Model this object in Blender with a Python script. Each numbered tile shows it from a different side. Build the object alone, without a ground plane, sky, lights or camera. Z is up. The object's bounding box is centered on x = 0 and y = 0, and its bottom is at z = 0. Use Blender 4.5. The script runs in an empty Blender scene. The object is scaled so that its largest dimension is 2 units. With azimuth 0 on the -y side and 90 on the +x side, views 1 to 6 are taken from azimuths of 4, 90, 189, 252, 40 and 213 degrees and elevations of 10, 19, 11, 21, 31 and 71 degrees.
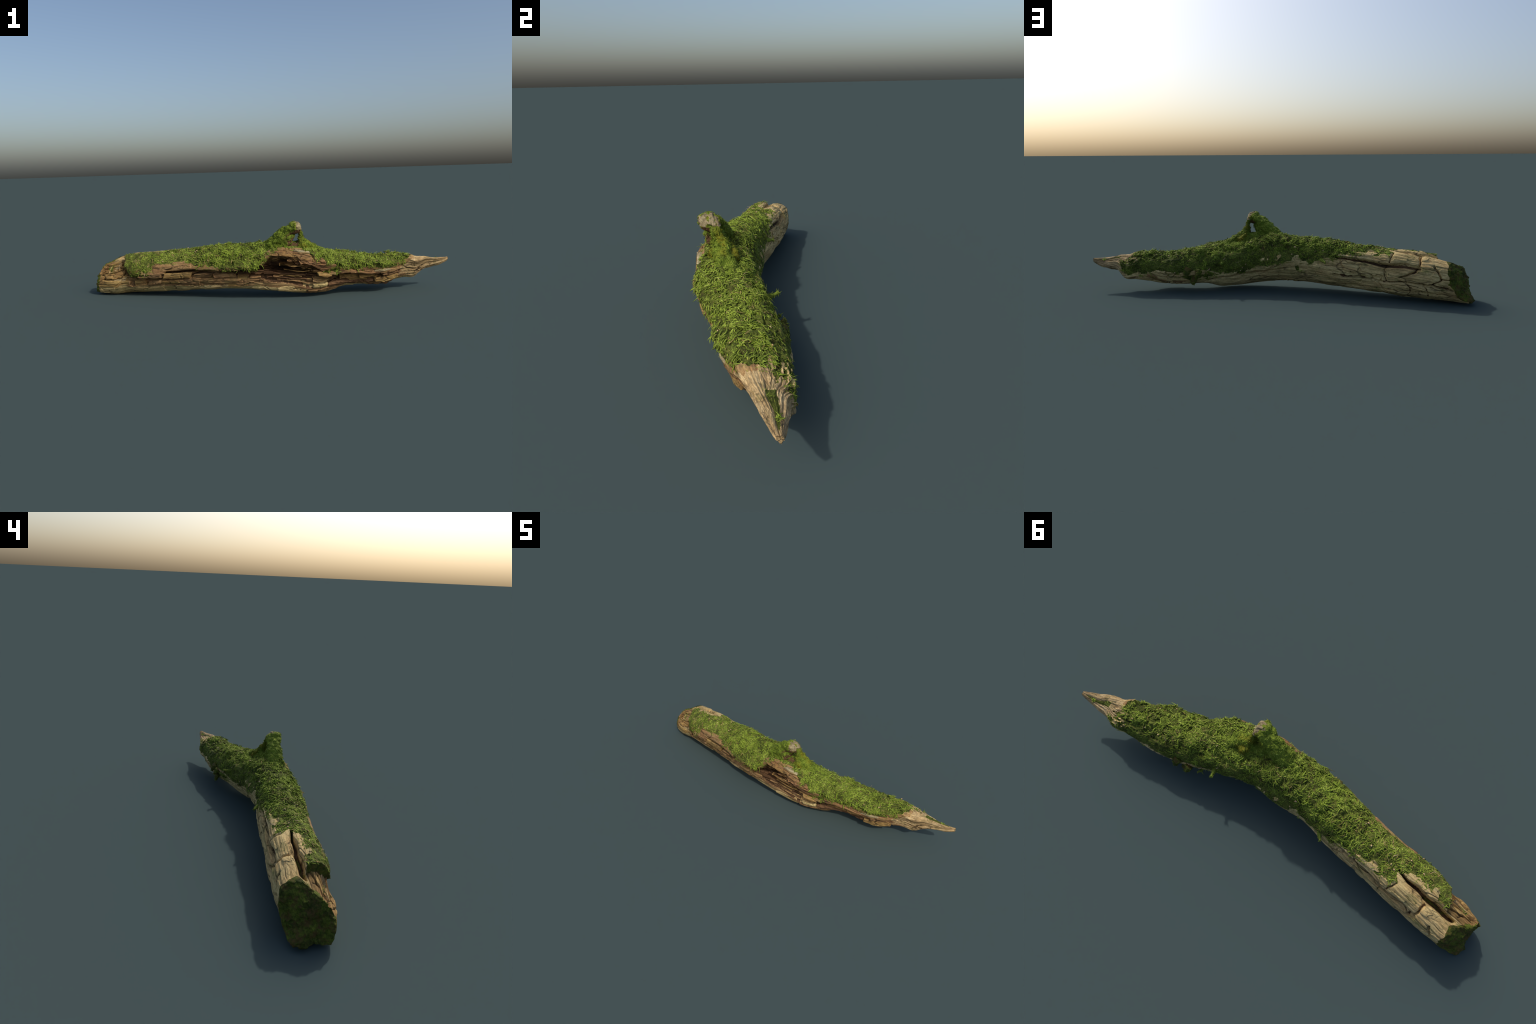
"""A fallen, rotten, moss-grown log: a bent trunk with a saw-cut mossy left end, a
splintered right tip, a rotten hollow in the front, cracked wood blocks, a broken
branch stub with an eye-shaped hole, and a thick mat of moss fronds on top and back."""
import bpy, math
import numpy as np
from mathutils import Vector

rng = np.random.default_rng(7)
F = np.float32

# ------------------------------------------------------------------ noise tools
def _hash(ix, iy, iz, seed):
    h = (ix.astype(np.uint32) * np.uint32(374761393) + iy.astype(np.uint32) * np.uint32(668265263)
         + iz.astype(np.uint32) * np.uint32(2147483647) + np.uint32((seed * 974634777) & 0xFFFFFFFF))
    h = (h ^ (h >> np.uint32(13))) * np.uint32(1274126177)
    h = (h ^ (h >> np.uint32(16))) * np.uint32(2246822519)
    return h ^ (h >> np.uint32(15))


def _rand(ix, iy, iz, seed):
    return (_hash(ix, iy, iz, seed) & np.uint32(0xFFFFFF)).astype(F) / F(0xFFFFFF)


def noise(p, scale=(1, 1, 1), seed=0):
    """Smooth value noise in -1..1 at points p (n,3), anisotropic scale."""
    q = p.astype(F) * np.array(scale, F) + F(1000.37)
    i = np.floor(q)
    f = q - i
    f = f * f * f * (f * (f * 6 - 15) + 10)
    i = i.astype(np.int64)
    out = 0
    for dx in (0, 1):
        wx = f[:, 0] if dx else 1 - f[:, 0]
        for dy in (0, 1):
            wy = f[:, 1] if dy else 1 - f[:, 1]
            for dz in (0, 1):
                wz = f[:, 2] if dz else 1 - f[:, 2]
                out = out + wx * wy * wz * _rand(i[:, 0] + dx, i[:, 1] + dy, i[:, 2] + dz, seed)
    return out * 2 - 1


def fbm(p, scale, seed=0, octaves=3):
    out, amp, tot = 0, 1.0, 0
    s = np.array(scale, float)
    for o in range(octaves):
        out = out + amp * noise(p, s, seed + o * 17)
        tot += amp
        amp *= 0.55
        s = s * 2.03
    return out / tot * 1.5


def cells(p, scale, seed=0):
    """Voronoi: distance to the border between cells, and a random value per cell."""
    q = p.astype(F) * np.array(scale, F) + F(500)
    base = np.floor(q).astype(np.int64)
    f1 = np.full(len(q), 9, F)
    f2 = np.full(len(q), 9, F)
    idr = np.zeros(len(q), F)
    for dx in (-1, 0, 1):
        for dy in (-1, 0, 1):
            for dz in (-1, 0, 1):
                c = base + np.array([dx, dy, dz])
                d = np.zeros(len(q), F)
                for ax in range(3):
                    d += (c[:, ax] + 0.15 + 0.7 * _rand(c[:, 0], c[:, 1], c[:, 2], seed + ax) - q[:, ax]).astype(F) ** 2
                d = np.sqrt(d)
                nearer = d < f1
                f2 = np.where(nearer, f1, np.minimum(f2, d))
                idr = np.where(nearer, _rand(c[:, 0], c[:, 1], c[:, 2], seed + 9), idr)
                f1 = np.where(nearer, d, f1)
    return f2 - f1, idr


def step(a, b, x):
    t = np.clip((x - a) / (b - a), 0, 1)
    return t * t * (3 - 2 * t)


# ------------------------------------------------------------------ the trunk: a loft
# each section: spine point x, y, z and 16 radii in mm, from the front (-y) up over the top
SECTIONS = (
    (-1.020, 0.112, 0.078, (74, 77, 81, 85, 88, 92, 95, 96, 95, 98, 92, 76, 58, 59, 88, 83)),
    (-0.950, 0.098, 0.088, (94, 88, 88, 90, 92, 105, 110, 107, 100, 97, 98, 90, 78, 81, 105, 98)),
    (-0.880, 0.085, 0.098, (109, 90, 94, 96, 99, 117, 123, 109, 99, 96, 98, 96, 96, 102, 109, 110)),
    (-0.800, 0.073, 0.116, (102, 100, 109, 111, 107, 113, 118, 111, 103, 103, 110, 110, 110, 111, 112, 110)),
    (-0.720, 0.055, 0.123, (114, 122, 119, 119, 113, 114, 116, 112, 107, 109, 118, 116, 113, 112, 112, 111)),
    (-0.620, 0.034, 0.132, (112, 118, 115, 112, 112, 117, 117, 112, 109, 113, 118, 117, 115, 113, 110, 109)),
    (-0.519, 0.015, 0.140, (105, 104, 110, 112, 116, 118, 116, 112, 110, 112, 117, 115, 116, 114, 109, 107)),
    (-0.419, -0.004, 0.148, (106, 107, 109, 112, 117, 120, 116, 113, 112, 115, 118, 117, 117, 116, 111, 109)),
    (-0.319, -0.026, 0.158, (109, 107, 110, 115, 124, 127, 119, 116, 116, 117, 122, 122, 121, 120, 120, 114)),
    (-0.219, -0.051, 0.166, (116, 111, 111, 115, 121, 132, 126, 118, 114, 116, 123, 125, 123, 122, 121, 119)),
    (-0.120, -0.071, 0.168, (120, 113, 113, 117, 123, 130, 128, 119, 112, 114, 120, 126, 126, 123, 120, 121)),
    (-0.020, -0.081, 0.167, (117, 109, 116, 125, 129, 130, 127, 117, 106, 106, 118, 126, 130, 127, 120, 118)),
    (0.080, -0.081, 0.161, (109, 112, 138, 138, 135, 131, 126, 120, 113, 113, 121, 128, 133, 127, 118, 113)),
    (0.160, -0.074, 0.153, (112, 114, 132, 138, 134, 128, 125, 125, 120, 118, 124, 131, 135, 123, 114, 111)),
    (0.239, -0.063, 0.146, (121, 129, 131, 131, 125, 119, 119, 126, 123, 121, 125, 135, 132, 114, 105, 107)),
    (0.319, -0.043, 0.142, (115, 136, 125, 115, 109, 106, 108, 117, 120, 121, 123, 131, 125, 102, 93, 97)),
    (0.398, -0.018, 0.138, (100, 109, 108, 99, 96, 98, 101, 104, 113, 121, 122, 108, 100, 86, 82, 88)),
    (0.478, 0.001, 0.133, (103, 111, 100, 87, 84, 89, 98, 105, 114, 122, 123, 103, 87, 75, 75, 87)),
    (0.558, 0.017, 0.129, (107, 118, 92, 79, 79, 84, 94, 108, 115, 117, 119, 103, 88, 83, 77, 86)),
    (0.639, 0.033, 0.130, (98, 96, 82, 76, 77, 79, 84, 94, 102, 105, 107, 102, 91, 90, 77, 79)),
    (0.698, 0.050, 0.137, (77, 79, 81, 76, 74, 70, 70, 79, 84, 91, 96, 94, 80, 71, 69, 68)),
    (0.759, 0.065, 0.134, (58, 72, 84, 75, 64, 59, 61, 66, 71, 75, 80, 75, 69, 58, 52, 51)),
    (0.809, 0.074, 0.127, (47, 58, 69, 63, 51, 47, 52, 54, 63, 68, 71, 60, 60, 53, 47, 44)),
    (0.860, 0.072, 0.149, (39, 43, 42, 34, 29, 29, 31, 34, 43, 48, 47, 45, 45, 42, 42, 39)),
    (0.910, 0.083, 0.151, (31, 38, 28, 19, 15, 15, 16, 20, 27, 33, 36, 39, 33, 28, 27, 27)),
    (0.960, 0.087, 0.156, (15, 20, 16, 12, 9, 8, 9, 13, 15, 18, 24, 28, 26, 20, 15, 14)),
    (1.000, 0.092, 0.163, (8, 9, 7, 6, 6, 6, 6, 6, 8, 9, 11, 13, 14, 12, 10, 9)),
)

SPINE = np.array([s[:3] for s in SECTIONS])
RADII = np.array([s[3] for s in SECTIONS]) / 1000.0
N, K = RADII.shape
R0 = 0.115                                  # reference radius: turns angles into metres
# the saw cut at the left end: angle -> x along the spine; it slants back towards the top rear
SPLIT_FACE = [(-1.0, 0.120), (-0.75, 0.113), (-0.55, 0.108), (-0.30, 0.106), (-0.1, 0.095), (0.08, 0.085), (0.2, 0.089), (0.32, 0.090), (0.45, 0.079), (0.6, 0.076), (0.7, 0.061),
              (0.76, 0.046), (0.81, 0.036), (0.86, 0.029), (0.91, 0.024), (0.96, 0.016), (1.0, 0.008)]   # spine x, distance of the plane
CUT_EDGE = [(-41, -0.985), (-20, -0.975), (11, -0.965), (40, -0.957), (66, -0.946), (90, -0.908), (109, -0.881), (128, -0.879), (150, -0.884), (172, -0.893),
            (193, -0.921), (216, -0.949), (222, -0.985), (253, -0.994), (284, -0.983), (301, -0.986), (319, -0.985)]

tangent = np.gradient(SPINE, axis=0)
tangent[:, 2] = 0
tangent /= np.linalg.norm(tangent, axis=1)[:, None]
normal = tangent
UP = np.array([0, 0, 1.0]) - normal * normal[:, 2:3]
UP /= np.linalg.norm(UP, axis=1)[:, None]
SIDE = np.cross(UP, normal)                 # towards the back (+y)


def catmull(A, t):
    """Catmull-Rom through the rows of A at row positions t."""
    n = len(A)
    i = np.clip(np.floor(t).astype(int), 0, n - 2)
    f = (t - i).reshape(-1, *([1] * (A.ndim - 1)))
    p0, p1, p2, p3 = A[np.maximum(i - 1, 0)], A[i], A[i + 1], A[np.minimum(i + 2, n - 1)]
    return 0.5 * (2 * p1 + (p2 - p0) * f + (2 * p0 - 5 * p1 + 4 * p2 - p3) * f ** 2 + (3 * p1 - p0 - 3 * p2 + p3) * f ** 3)


def row_of_x(x):
    return np.interp(x, SPINE[:, 0], np.arange(N))


def frame(x):
    t = np.atleast_1d(row_of_x(x))
    return catmull(SPINE, t), catmull(UP, t), catmull(SIDE, t), t


def wrap(a):
    return (np.asarray(a) + 180) % 360 - 180


def loft(x, th):
    """Centre, outward direction, radius of the plain loft at spine x and angle th (degrees)."""
    x = np.asarray(x, float)
    th = np.asarray(th, float)
    C, U, S, t = frame(x)
    wrapped = np.concatenate([RADII[:, -2:], RADII, RADII[:, :3]], 1).T
    k = (th % 360) / 360 * K
    i = np.floor(k).astype(int)
    f = (k - i)
    rows = [catmull(RADII, t)]
    R = rows[0]
    idx = lambda o: R[np.arange(len(R)), (i + o) % K]
    p0, p1, p2, p3 = idx(-1), idx(0), idx(1), idx(2)
    r = 0.5 * (2 * p1 + (p2 - p0) * f + (2 * p0 - 5 * p1 + 4 * p2 - p3) * f ** 2 + (3 * p1 - p0 - 3 * p2 + p3) * f ** 3)
    a = np.radians(th)
    D = -np.cos(a)[:, None] * S + np.sin(a)[:, None] * U
    # the front is split off flat below the mossy lip: a plane facing front and down, 23 degrees
    face = np.cos(np.radians(wrap(th + 23)))
    flat = np.interp(x, [q[0] for q in SPLIT_FACE], [q[1] for q in SPLIT_FACE]) / np.maximum(face, 0.2)
    k = 0.006
    h = np.clip(0.5 + 0.5 * (flat - r) / k, 0, 1)
    r = flat * (1 - h) + r * h - k * h * (1 - h)
    return C, D, np.maximum(r, 0.004)


def stroke(x, th, line):
    """Distance in metres, along the surface, to a line of (x, angle) points."""
    best = np.full(len(x), 9.0)
    for (xa, ta), (xb, tb) in zip(line[:-1], line[1:]):
        vx, vy = xb - xa, math.radians(tb - ta) * R0
        px, py = x - xa, np.radians(wrap(th - ta)) * R0
        t = np.clip((px * vx + py * vy) / (vx * vx + vy * vy + 1e-12), 0, 1)
        best = np.minimum(best, np.hypot(px - t * vx, py - t * vy))
    return best


def line(x, pts):
    return np.interp(x, [p[0] for p in pts], [p[1] for p in pts])


# ------------------------------------------------------------------ where things lie: (x, angle)
MOSS_FRONT = [(-0.82, 62), (-0.79, 20), (-0.765, 0), (-0.72, -6), (-0.66, 2), (-0.62, 22), (-0.59, 29), (-0.51, 29), (-0.435, 28),
              (-0.36, 13), (-0.287, 14), (-0.216, 6), (-0.15, 0), (-0.09, -2), (-0.035, 2), (-0.02, 35), (0.04, 56),
              (0.10, 55), (0.16, 58), (0.19, 42), (0.23, 36), (0.294, 24), (0.376, 11), (0.465, 8), (0.533, 14),
              (0.60, 6), (0.654, 6), (0.68, 17), (0.744, 33), (0.785, 60), (0.81, 90)]
MOSS_BACK = [(-0.84, 84), (-0.74, 80), (-0.696, 77), (-0.64, 86), (-0.605, 104), (-0.60, 128), (-0.45, 132), (-0.38, 146),
             (-0.29, 158), (-0.21, 178), (-0.13, 168), (-0.09, 180), (0, 180), (0.09, 188), (0.18, 198), (0.3, 202),
             (0.38, 212), (0.5, 208), (0.55, 196), (0.62, 203), (0.73, 196), (0.79, 214), (0.82, 196), (0.84, 180)]
TIP_EDGE = [(0, 0.70), (20, 0.735), (40, 0.79), (60, 0.79), (95, 0.768), (126, 0.782), (162, 0.815), (200, 0.812), (230, 0.80), (360, 0.7)]
SLAB_CRACK = [(-0.80, -2), (-0.75, -6), (-0.667, -15), (-0.59, -18), (-0.57, -4), (-0.54, 3), (-0.39, 5), (-0.23, -2), (-0.06, -9), (-0.02, -10)]
BRICK_CRACK = [(-0.64, -16), (-0.55, -22), (-0.42, -18), (-0.37, -8), (-0.26, -21), (-0.16, -23), (-0.12, -30), (-0.03, -36)]
LIP = [(-0.72, -31), (-0.53, -38), (-0.42, -40), (-0.27, -47), (-0.16, -53)]
SLAB_END = [(-40, -0.735), (-6, -0.75), (12, -0.772), (37, -0.796), (70, -0.818), (90, -0.832)]      # angle, x
HOLLOW_UP = [(-0.28, -3), (-0.15, -3), (-0.06, 2), (-0.026, 10), (-0.009, 28), (0.015, 42), (0.087, 40), (0.135, 37), (0.165, 24), (0.22, 14), (0.26, 4),
             (0.325, -14), (0.38, -9), (0.47, -10), (0.55, -13), (0.66, -17)]
HOLLOW_LOW = [(-0.28, -7), (-0.15, -20), (-0.06, -36), (0.012, -46), (0.084, -52), (0.158, -58), (0.239, -63), (0.32, -62), (0.42, -58), (0.55, -52), (0.66, -32)]
HOLLOW_DEPTH = [(-0.28, 0.014), (-0.18, 0.028), (-0.08, 0.050), (0.0, 0.064), (0.12, 0.064), (0.22, 0.054), (0.262, 0.026), (0.305, 0.024), (0.34, 0.040), (0.46, 0.044), (0.56, 0.034), (0.66, 0.012)]
LEDGE = [(0.29, -20), (0.325, -14), (0.38, -9), (0.47, -10), (0.55, -14), (0.66, -16), (0.69, -10)]
CHANNEL = [(-0.60, 94), (-0.65, 99), (-0.70, 96), (-0.745, 100), (-0.79, 94), (-0.83, 97), (-0.872, 94)]
BACK_CRACK = [(-0.30, 150), (-0.36, 153), (-0.41, 151), (-0.497, 152), (-0.60, 157), (-0.675, 149), (-0.75, 150)]
OTHER_CRACKS = [  # line, half width, depth in metres
    ([(-0.34, 201), (-0.49, 199), (-0.59, 199), (-0.68, 194), (-0.77, 194), (-0.885, 190)], 0.005, 0.012),
    ([(-0.738, 104), (-0.752, 112), (-0.748, 130), (-0.743, 148), (-0.715, 163), (-0.67, 181)], 0.0045, 0.014),
    ([(-0.825, 140), (-0.84, 160), (-0.84, 170), (-0.82, 190)], 0.004, 0.012),
    ([(-0.84, 165), (-0.885, 163)], 0.003, 0.008),
    ([(-0.60, 104), (-0.618, 118), (-0.61, 145)], 0.003, 0.007),
    ([(-0.60, 158), (-0.59, 178), (-0.60, 198)], 0.003, 0.007),
    ([(-0.70, 194), (-0.715, 212), (-0.70, 230)], 0.003, 0.007),
    ([(-0.78, 194), (-0.80, 215), (-0.79, 235)], 0.003, 0.006),
    ([(-0.40, 225), (-0.60, 222), (-0.80, 216), (-0.88, 212)], 0.004, 0.008),
    ([(0.40, 222), (0.30, 214), (0.18, 212), (0.06, 211), (-0.05, 196)], 0.006, 0.014),
    ([(-0.86, 30), (-0.93, 24)], 0.003, 0.009),
    ([(-0.78, -8), (-0.85, -4), (-0.93, 2)], 0.004, 0.010),
    ([(-0.84, 58), (-0.88, 54), (-0.93, 52)], 0.004, 0.009),
]

# ------------------------------------------------------------------ trunk surface
NS, NK = 1040, 384


def cut_x(th):
    a = (np.asarray(th) + 41) % 360 - 41
    return np.interp(a, [p[0] for p in CUT_EDGE], [p[1] for p in CUT_EDGE]) + 0.004 * np.sin(a * 0.31) * np.sin(a * 0.123 + 1)


_xs = np.linspace(SPINE[0, 0] + 0.04, SPINE[-1, 0], 4000)
_c = frame(_xs)[0]
_len = np.concatenate([[0], np.cumsum(np.linalg.norm(np.diff(_c, axis=0), axis=1))])
GX = np.interp(np.linspace(0, _len[-1], NS), _len, _xs)
GT = np.arange(NK) / NK * 360
X = np.repeat(GX, NK)
T = np.tile(GT, NS)
_near, _xb = cut_x(T), -0.74            # rows near the cut are squeezed so that the first one lies on it
X = np.where(X < _xb, _near + (X - GX[0]) * (_xb - _near) / (_xb - GX[0]), X)


def straight(x, th, r):
    """The log unbent: grain runs along the first axis."""
    a = np.radians(th)
    return np.stack([x, -np.cos(a) * r, np.sin(a) * r], 1)


def relief(x, th, r, want_masks=False):
    """Outward displacement of the trunk in metres, and the masks of its regions."""
    P = straight(x, th, np.full(len(x), R0))
    wob = np.stack([noise(P, (9, 22, 22), 3), noise(P, (9, 22, 22), 4), noise(P, (40, 70, 70), 5), noise(P, (40, 70, 70), 6)], 1)
    xw = x + 0.012 * wob[:, 0] + 0.004 * wob[:, 2]
    tw = th + 2.6 * wob[:, 1] + 1.4 * wob[:, 3]
    thin = step(1.0, 0.72, x) * 0.8 + 0.2                      # quieter relief on the thin tip
    # --- masks
    f = np.radians(wrap(tw - line(xw, MOSS_FRONT))) * R0
    b = np.radians(line(xw, MOSS_BACK) - tw % 360) * R0
    b = np.where(tw % 360 > 300, 1.0, b)
    f = np.where((tw % 360 > 200) & (tw % 360 < 300), 1.0, f)
    tip = (np.interp(tw % 360, [p[0] for p in TIP_EDGE], [p[1] for p in TIP_EDGE]) - xw)
    left = np.where(tw % 360 < 100, (xw - np.interp(wrap(tw), [p[0] for p in SLAB_END], [p[1] for p in SLAB_END])), 1.0)
    rag = 0.008 * fbm(P, (60, 60, 60), 11, 2) + 0.012 * noise(P, (25, 16, 16), 12)
    moss = np.minimum(np.minimum(f, b), np.minimum(tip * 0.8 + rag * 1.8 + 0.008 * noise(P, (8, 40, 40), 13), left)) + rag
    # islands: bare spots in the thin moss on the left, green specks on the bare wood
    patch = fbm(P, (18, 24, 24), 21, 3)
    bare = step(-0.25, -0.6, x) * 0.030 * step(0.0, 0.6, patch) + 0.024 * step(0.38, 0.8, patch)
    moss = moss - bare
    island = np.maximum(0.004 - stroke(xw, tw, [(0.88, 95), (0.93, 112)]) + 0.048, -1) + rag * 0.6
    moss = np.maximum(moss, np.where(x > 0.85, island, -1))
    for cx, ct, rad in ((-0.90, 20, 0.010), (-0.895, 40, 0.012), (0.30, -2, 0.014), (0.33, 2, 0.018), (0.72, 200, 0.02), (-0.14, 196, 0.016), (0.2, 205, 0.02)):
        moss = np.maximum(moss, rad - np.hypot(xw - cx, np.radians(wrap(tw - ct)) * R0) + rag * 1.3)
    torn = 0.006 * noise(P, (34, 10, 10), 14) + 0.005 * np.abs(noise(P, (75, 14, 14), 15))
    hol = np.minimum(np.radians(line(xw, HOLLOW_UP) - wrap(tw)) * R0 + torn, np.radians(wrap(tw) - line(xw, HOLLOW_LOW)) * R0)
    hol_low = np.radians(wrap(tw) - line(xw, HOLLOW_LOW)) * R0
    hol = np.minimum(hol, np.minimum(xw + 0.28, 0.66 - xw))
    hol = hol + 0.004 * wob[:, 0] + 0.003 * wob[:, 3]
    led = np.radians(wrap(tw) - line(xw, LEDGE)) * R0
    in_led = step(0.27, 0.32, x) * step(0.72, 0.67, x)
    slab = np.radians(wrap(tw) - line(xw, SLAB_CRACK)) * R0
    in_slab = step(-0.765, -0.75, xw) * step(-0.02, -0.035, x)
    brick = np.radians(wrap(tw) - line(xw, BRICK_CRACK)) * R0
    in_brick = step(-0.66, -0.63, x) * step(-0.03, -0.05, x)
    belly = np.interp(x, [-0.9, -0.5, -0.25, 0.0, 0.3, 0.6], [-32, -44, -52, -62, -72, -76])
    front = step(-6, 6, wrap(th) - belly) * step(80, 60, wrap(th)) * step(-0.80, -0.77, xw)
    # --- wood relief
    d = 0.0035 * fbm(P, (7, 12, 12), 31, 2)
    ridg = 1 - np.abs(fbm(P, (4.5, 48, 48), 33, 3)) * 1.6
    fibre = fbm(P, (14, 150, 150), 37, 2)
    wood = 0.0026 * (ridg - 0.5) + 0.0009 * fibre
    edge, cid = cells(P + 0.012 * wob[:, [2, 1, 3]], (8.5, 24, 24), 41)
    crackle = step(0.12, 0.0, edge) * step(-0.15, 0.35, noise(P, (6, 9, 9), 45))
    wood = wood - 0.010 * crackle + 0.004 * (cid - 0.5)
    d = d + wood * thin * step(0.012, -0.002, moss)
    # --- splintered tip: long deep grooves
    tipz = step(0.70, 0.84, x) * np.maximum(step(0.004, -0.004, moss), step(0.84, 0.88, x))
    g = np.abs(noise(P, (7, 62, 62), 51)) + 0.5 * np.abs(noise(P, (12, 120, 120), 52))
    d = d + tipz * (np.minimum(r, 0.05) / 0.05) * (0.011 * (g - 0.42))
    # --- slab crack, its end step and the shelf left of it
    s = slab
    d = d + in_slab * (0.004 * step(0, 0.006, s) * step(0.06, 0.02, s)
                       - (0.030 + 0.014 * step(-0.48, -0.36, x)) * np.exp(-(np.minimum(s, 0) / (0.011 + 0.009 * step(-0.48, -0.36, x))) ** 2) * step(0.003, -0.001, s)
                       - (0.015 + 0.008 * step(-0.55, -0.4, x)) * step(0.0, -0.003, s) * step(-0.06, -0.045, s))
    d = d + in_brick * (-0.022 * np.exp(-(brick / 0.008) ** 2))
    dx = np.interp(wrap(tw), [p[0] for p in SLAB_END], [p[1] for p in SLAB_END]) - xw * 0.6 - x * 0.4
    at = step(-14, -2, wrap(th)) * step(92, 84, wrap(th))
    d = d + at * (-0.026 * step(-0.001, 0.004, dx) * np.exp(-np.maximum(dx, 0) / 0.05)
                  + 0.010 * step(0.001, -0.004, dx) * np.exp(np.minimum(dx, 0) / 0.07))
    floor_front = np.maximum(np.where(in_slab > 0.5, np.minimum(-s / 0.004, 1.1 + s / 0.011), -1), np.where(in_brick > 0.5, 0.9 - np.abs(brick) / 0.008, -1))
    lip = stroke(xw, tw, LIP)
    d = d - 0.007 * np.exp(-(lip / 0.006) ** 2)
    # --- hollow with layered rotten ridges
    h = step(0.0, 0.007, hol)
    terr = fbm(P, (5, 26, 30), 61, 3)
    layers = np.abs(((terr * 2.2) % 1.0) - 0.5) * 2
    deep = line(x, HOLLOW_DEPTH)
    rot = -deep * (0.45 + 0.55 * step(0, 0.03, hol_low)) + (0.25 + 0.75 * deep / 0.06) * (0.020 * (layers - 0.5) + 0.012 * noise(P, (4, 20, 24), 63)) + 0.0025 * noise(P, (60, 90, 90), 64)
    d = d * (1 - 0.6 * h) + h * rot
    # --- ledge on the right: overhang above, rotten recess below
    below = np.minimum(led, 0)
    d = d + in_led * (0.006 * step(-0.001, 0.004, led) * step(0.04, 0.01, led)
                      - 0.004 * np.exp(-(below / 0.016) ** 2) * step(0.003, -0.002, led))
    under = in_led * step(0.0, -0.006, led) * step(-0.15, -0.11, led)
    d = d + under * 0.012 * (layers - 0.5)
    # --- the inner side of the bend is fuller, the front below the hollow is worn flat
    d = d + 0.034 * np.exp(-((x + 0.035) / 0.10) ** 2 - (wrap(th - 187) / 24) ** 2)
    d = d + 0.026 * np.exp(-((x - 0.01) / 0.075) ** 2 - (wrap(th - 122) / 18) ** 2)
    d = d + 0.016 * np.exp(-((x - 0.19) / 0.05) ** 2 - (wrap(th - 48) / 14) ** 2)
    # --- channel in the top, cracks
    ch = stroke(xw, tw, CHANNEL)
    wid = np.interp(x, [-0.88, -0.80, -0.72, -0.62], [0.015, 0.021, 0.016, 0.008]) * (1 + 0.35 * wob[:, 0] + 0.15 * wob[:, 2])
    d = d - 0.044 * step(1.2, 0.6, ch / wid) - 0.004 * np.exp(-(ch / 0.03) ** 2)
    bc = stroke(xw, tw, BACK_CRACK)
    floor = 0.75 - ch / wid
    wid = np.interp(x, [-0.75, -0.7, -0.5, -0.40, -0.3], [0.008, 0.013, 0.011, 0.006, 0.003])
    d = d - 0.022 * step(1.5, 0.4, bc / wid)
    floor = np.maximum(floor, 0.72 - bc / wid + 0.25 * wob[:, 2])
    for pts, half, depth in OTHER_CRACKS:
        c = stroke(xw, tw, pts)
        floor = np.maximum(floor, 0.45 - c / half + 0.6 * wob[:, 2])
        d = d - 1.2 * depth * step(1.7, 0.2, c / half) - 0.002 * np.exp(-(c / 0.012) ** 2)
    # --- moss: a cushion with lumps and tufts
    m = step(-0.001, 0.012, moss)
    thick = np.interp(x, [-0.9, -0.6, -0.4, -0.2], [0.35, 0.4, 0.75, 1.0]) * np.where((th > 150) & (th < 260), 0.55, 1.0)
    lump = 0.55 * fbm(P, (20, 24, 24), 71, 3) + 0.55 * fbm(P, (60, 70, 70), 73, 2)
    thick = thick * step(0.88, 0.80, x)
    d = d + m * thick * (-0.0070 + 0.014 * lump)
    # --- right end of the cut and left rim stay crisp
    d = d * (0.45 + 0.55 * step(-0.004, 0.02, x - cut_x(th)))
    d = np.maximum(d, -0.75 * r)
    if not want_masks:
        return d
    return d, dict(moss=moss, hollow=np.maximum(hol, np.where(under > 0.3, 0.004 * under, -1)), front=front, tip=tip, under=under, floor=np.maximum(floor, floor_front), x=x, th=th, rag=rag,
                   channel=wid * 0 + (0.010 - ch) * (x < -0.58), back=bc)


C, D, R = loft(X, T)
d, M = relief(X, T, R, True)
RR = R + d
V = C + D * RR[:, None]
# tip closes to a blunt point, the cut end to a flat rough disc
BASE = V.reshape(NS, NK, 3)

rings = 48
ring0 = BASE[0]
mid = ring0.mean(0)
CUT = np.linalg.svd(ring0 - mid)[2][2]           # direction of the cut face, pointing into the log
CUT = CUT * np.sign(CUT[0])
smooth0 = ring0.copy()
for _ in range(120):
    smooth0 = (np.roll(smooth0, 1, 0) + smooth0 * 2 + np.roll(smooth0, -1, 0)) / 4
caps = []
for q in range(1, rings):
    f = 1 - q / rings
    k = min(1, (1 - f) * 5)
    p = mid + (ring0 * (1 - k) + smooth0 * k - mid) * f
    bump = 0.012 * (1 - f * f) + 0.010 * fbm(p, (26, 26, 26), 81, 3) + 0.004 * fbm(p, (90, 90, 90), 83, 3)
    caps.append(p - CUT * (bump * min(1, q / 2.0) + 0.003 * min(1, q / 2))[:, None])
caps = np.array(caps)
V[:, 2] = np.maximum(V[:, 2], 0.0)
V = np.concatenate([V, caps.reshape(-1, 3), [mid - CUT * 0.015], [BASE[-1].mean(0) + np.array([0.002, 0, 0])]])
n0 = NS * NK
ii, jj = np.meshgrid(np.arange(NS - 1), np.arange(NK), indexing='ij')
j2 = (jj + 1) % NK
side_faces = np.stack([ii * NK + jj, (ii + 1) * NK + jj, (ii + 1) * NK + j2, ii * NK + j2], -1).reshape(-1, 4)
cap_faces = []
jj1 = np.arange(NK)
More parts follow.
